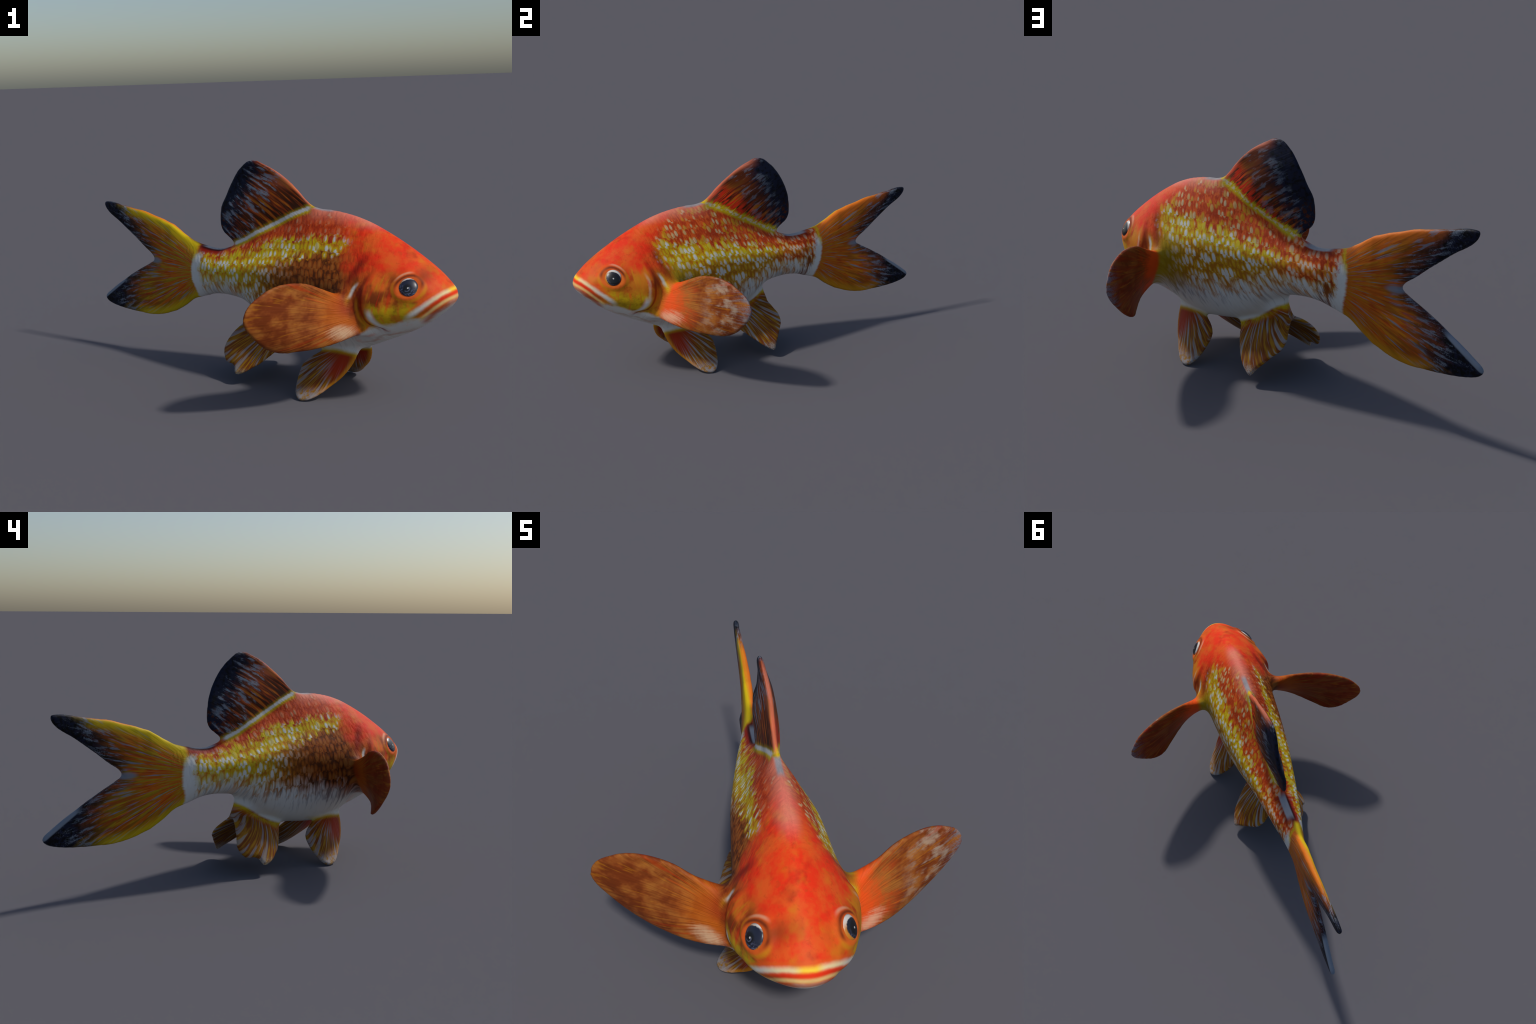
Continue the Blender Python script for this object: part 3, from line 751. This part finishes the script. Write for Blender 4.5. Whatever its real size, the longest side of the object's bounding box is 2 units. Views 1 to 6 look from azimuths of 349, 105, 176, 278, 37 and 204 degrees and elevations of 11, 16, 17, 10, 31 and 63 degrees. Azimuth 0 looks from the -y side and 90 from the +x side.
def lower_fin(x, z, left, ox, oz, k):
    fx, fz = x - ox, oz - z
    ang = S.op('ARCTAN2', fx, fz); rad = S.op('SQRT', fx * fx + fz * fz)
    ray = noise(ang * 17 + k, left * 6, rad * 4, 2, 0.5)
    ray2 = noise(ang * 30 + k, left * 6, rad * 6, 2, 0.6)
    stripes = ss(0.50, 0.60, ray) * (0.55 + left * 0.25)
    c = mix(mix(C['olive'], C['tailorange'], 0.3), C['brown'], ss(0.36, 0.58, ray2) * 0.9)
    c = mix(c, C['finred'], ss(0.26, 0.12, rad + (ray2 - 0.5) * 0.1) * 0.75)
    c = mix(c, C['grey'], stripes * ss(0.10, 0.20, rad))
    return c, rad, ray2, ang

def pelvic_colour(col, x, y, z, ay, left, right, front, w1, w2, zw, fine, grain, blot, streak, jit, d):
    """pelvic fins"""
    c, rad, ray2, ang = lower_fin(x, z, left, 0.70, 0.34, 0.0)
    # red near the leading edge, golden rim, frosted tip
    c = mix(c, C['finred'], window(-0.55, 0.05, 0.12, ang + (ray2 - 0.5) * 0.3) * ss(0.27, 0.17, rad) * 0.8)
    lead = x - curve(z, [(0.0, 0.520), (0.015, 0.545), (0.044, 0.592), (0.08, 0.632), (0.136, 0.690), (0.203, 0.733), (0.258, 0.751), (0.31, 0.757)])
    c = mix(c, C['gold'], ss(-0.035, -0.008, lead) * 0.8)
    tip = ss(0.10, 0.02, z + (grain - 0.5) * 0.06)
    c = mix(c, mix(mix(C['tan'], C['olive'], 0.5), C['grey'], ss(0.35, 0.55, grain)), tip * 0.75)
    q = ay * 0.64 - z * 0.77
    pm = ss(-0.160, -0.135, q + (blot - 0.5) * 0.02) * ss(0.315, 0.29, z) * window(0.36, 0.80, 0.01, x)
    glow = ss(-0.115, -0.15, q)
    c = mix(c, C['yellow'], glow * 0.75)
    col = mix(col, c, pm)
    return dict(col=col, relief=ray2)

def anal_colour(col, x, y, z, ay, left, right, front, w1, w2, zw, fine, grain, blot, streak, jit, d):
    """paired rear fins"""
    c, rad, ray2, ang = lower_fin(x, z, left, 0.22, 0.46, 5.0)
    tip = ss(0.14, 0.06, z + (grain - 0.5) * 0.05 + S.op('ABSOLUTE', x + 0.02) * 0.2)
    c = mix(c, mix(C['cream'], C['grey'], 0.4 + left * 0.4), tip * ss(0.35, 0.5, fine) * 0.85)
    rl = curve(x, [(-0.20, 0.470), (-0.07, 0.440), (0.05, 0.370), (0.18, 0.300), (0.29, 0.272), (0.35, 0.26)])
    dz = z - rl + (blot - 0.5) * 0.02
    c = mix(c, C['tailred'], ss(-0.07, -0.03, dz + (ray2 - 0.5) * 0.04) * 0.7)
    c = mix(c, C['yellow'], ss(-0.055, -0.008, dz + (ray2 - 0.5) * 0.05) * ss(0.30, 0.55, blot) * 0.9)
    col = mix(col, c, ss(0.010, -0.014, dz) * window(-0.25, 0.31, 0.008, x))
    return dict(col=col, relief=ray2)

RULES = dict(stalk=stalk_colour, ring=ring_colour, head=head_colour, crown=crown_colour, face=face_colour, dorsal=dorsal_colour,
             tail=tail_colour, pectoral=pectoral_colour, pelvic=pelvic_colour, anal=anal_colour)

def skin_material(name, zones):
    """every part gets the ground colour and the regions that meet on it"""
    m = bpy.data.materials.new(name); m.use_nodes = True
    t = m.node_tree; S.tree = t
    bsdf = t.nodes['Principled BSDF']
    g = grouped('scaled_ground', ground)
    ctx = {k: g[k] for k in CTX}
    col = g['col']
    relief = ctx['grain'] * 0.5 if name.startswith('head') else ctx['streak'] - ctx['d']
    for k in zones:
        out = grouped(k + '_colour', RULES[k], col=col, **ctx)
        col = out['col']
        if name.startswith(k) and 'stalk' not in name:            # a fin blade carries its own rays
            relief = out.get('relief', relief)
    put(bsdf.inputs['Base Color'], col)
    bsdf.inputs['Roughness'].default_value = 0.55
    bsdf.inputs['Specular IOR Level'].default_value = 0.12
    bm = t.nodes.new('ShaderNodeBump'); bm.inputs['Strength'].default_value = 0.5; bm.inputs['Distance'].default_value = 0.005
    put(bm.inputs['Height'], relief)
    t.links.new(bm.outputs[0], bsdf.inputs['Normal'])
    return m

def eye_material():
    m = bpy.data.materials.new('eye_gloss'); m.use_nodes = True
    t = m.node_tree; S.tree = t
    bsdf = t.nodes['Principled BSDF']
    co = t.nodes.new('ShaderNodeTexCoord'); sp = t.nodes.new('ShaderNodeSeparateXYZ')
    t.links.new(co.outputs['Object'], sp.inputs[0])
    x, y, z = (S(o) for o in sp.outputs)
    left = ss(-0.01, 0.01, y)
    ex, ez = x - 1.134, z - 0.742
    g = noise(x * 120, y * 120, z * 120, 2)
    r = S.op('SQRT', ex * ex * 1.12 + (ez + 0.003) * (ez + 0.003) * 1.15) + (g - 0.5) * 0.004
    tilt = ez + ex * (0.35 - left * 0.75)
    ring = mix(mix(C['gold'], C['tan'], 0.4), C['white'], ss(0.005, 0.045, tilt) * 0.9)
    ring = mix(ring, C['darkbrown'], ss(0.054, 0.060, r) * 0.6)
    iris = mix(lin(30, 33, 50), lin(92, 98, 122), ss(0.40, 0.66, g) * ss(0.020, -0.02, tilt))
    iris = mix(iris, lin(18, 19, 28), left * 0.6)
    col = mix(iris, ring, ss(0.049, 0.053, r + left * 0.006))
    col = mix(C['black'], col, ss(0.020, 0.032, r - left * 0.008))
    swirl = bump01(0.014, 0.005, r) * ss(0.004, -0.012, ez - ex)
    col = mix(col, lin(96, 102, 126), swirl * (1.0 - left) * 0.7)
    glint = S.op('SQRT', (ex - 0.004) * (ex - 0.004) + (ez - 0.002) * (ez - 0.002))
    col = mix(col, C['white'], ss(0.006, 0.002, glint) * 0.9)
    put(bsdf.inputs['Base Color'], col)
    bsdf.inputs['Roughness'].default_value = 0.35
    return m

# ------------------------------------------------------------------ build
def make():
    F, org, fields = build_field()
    V, Q = surface(F)
    S = {k: trilinear(a, V) for k, a in fields.items()}
    P = V * VOX + org
    P[:, 1] += sway(P[:, 0], P[:, 2])
    P = P - np.array([0, 0, P[:, 2].min()])
    root = bpy.data.objects.new('goldfish', None)
    bpy.context.scene.collection.objects.link(root)
    root['label'] = 'orange goldfish with black-tipped forked tail and spread fins'
    root['category'] = 'fish'
    frame = Matrix.Rotation(HEADING, 4, 'Z') @ Matrix.Translation((0, 0.002, 0))

    whole = bpy.data.meshes.new('whole')
    whole.from_pydata(P.tolist(), [], Q.tolist()); whole.update()
    nrm = np.zeros(len(P) * 3); whole.vertices.foreach_get('normal', nrm); nrm = nrm.reshape(-1, 3)
    bpy.data.meshes.remove(whole)

    C = P[Q].mean(1)
    fd = {k: s[Q].mean(1) for k, s in S.items()}
    region = np.full(len(Q), 'torso', dtype=object)
    region[C[:, 0] > gill_edge(C[:, 2])] = 'head'
    keys = ['dorsal', 'tail', 'pectoral', 'pelvic', 'anal']
    for k in keys:
        region[fd[k] < fd['body']] = k
    region[(region == 'tail') & (C[:, 0] > -0.50)] = 'torso'
    region[(region == 'torso') & (C[:, 0] < -0.20)] = 'stalk'
    side = C[:, 1] > 0
    parts = [('head', region == 'head'), ('torso', region == 'torso'), ('tail_stalk', region == 'stalk'), ('dorsal_fin', region == 'dorsal'),
             ('tail_fin', region == 'tail')]
    for k in ('pectoral', 'pelvic', 'anal'):
        parts += [(k + '_fin', (region == k) & ~side), (k + '_fin', (region == k) & side)]
    mats = {'head': skin_material('head_skin', ('head', 'crown', 'face', 'pectoral', 'pelvic')),
            'torso': skin_material('torso_skin', ('head', 'crown', 'dorsal', 'pectoral', 'pelvic', 'anal')),
            'tail_stalk': skin_material('tail_stalk_skin', ('stalk', 'ring', 'tail')),
            'dorsal_fin': skin_material('dorsal_fin_skin', ('crown', 'dorsal')),
            'tail_fin': skin_material('tail_fin_skin', ('ring', 'tail')),
            'pectoral_fin': skin_material('pectoral_fin_skin', ('head', 'pectoral')),
            'pelvic_fin': skin_material('pelvic_fin_skin', ('head', 'pelvic')),
            'anal_fin': skin_material('anal_fin_skin', ('anal',))}
    for name, sel in parts:
        q = Q[sel]
        used, inv = np.unique(q, return_inverse=True)
        me = bpy.data.meshes.new(name)
        me.from_pydata(P[used].tolist(), [], inv.reshape(q.shape).tolist())
        me.polygons.foreach_set('use_smooth', np.ones(len(q), bool))
        me.update()
        me.normals_split_custom_set_from_vertices(nrm[used].tolist())
        ob = bpy.data.objects.new(name, me)
        bpy.context.scene.collection.objects.link(ob)
        ob.parent = root
        ob.matrix_local = frame
        me.materials.append(mats[name])

    # eyes: shallow domes seated in the raised rims
    me_mat = eye_material()
    for side_sign in (-1, 1):
        near = np.argmin(((P - np.array([EYE[0], side_sign * EYE[1], EYE[2]])) ** 2).sum(1))
        c, n = P[near], nrm[near]
        tx = np.array([1.0, 0, 0]) - n[0] * n; tx /= np.linalg.norm(tx)
        tz = np.cross(n, tx)
        rings, seg = 14, 48
        verts, faces = [], []
        for i in range(rings + 1):
            ph = math.pi * 0.5 * i / rings
            for k in range(seg):
                th = 2 * math.pi * k / seg
                verts.append(c - 0.006 * n + math.sin(ph) * (0.054 * math.cos(th) * tx + 0.054 * math.sin(th) * tz) + math.cos(ph) * 0.019 * n)
        for i in range(rings):
            for k in range(seg):
                q = [i * seg + k, i * seg + (k + 1) % seg, (i + 1) * seg + (k + 1) % seg, (i + 1) * seg + k]
                faces.append(q if i else q[1:])
        me = bpy.data.meshes.new('eye')
        me.from_pydata([v.tolist() for v in verts], [], faces)
        me.polygons.foreach_set('use_smooth', np.ones(len(faces), bool)); me.update()
        import bmesh
        bm = bmesh.new(); bm.from_mesh(me); bmesh.ops.remove_doubles(bm, verts=bm.verts, dist=1e-6)
        bmesh.ops.recalc_face_normals(bm, faces=bm.faces)
        if sum((f.normal.dot(n.tolist()) for f in bm.faces)) < 0:
            bmesh.ops.reverse_faces(bm, faces=bm.faces)
        bm.to_mesh(me); bm.free()
        ob = bpy.data.objects.new('eye', me)
        bpy.context.scene.collection.objects.link(ob)
        ob.parent = root; ob.matrix_local = frame
        me.materials.append(me_mat)

make()
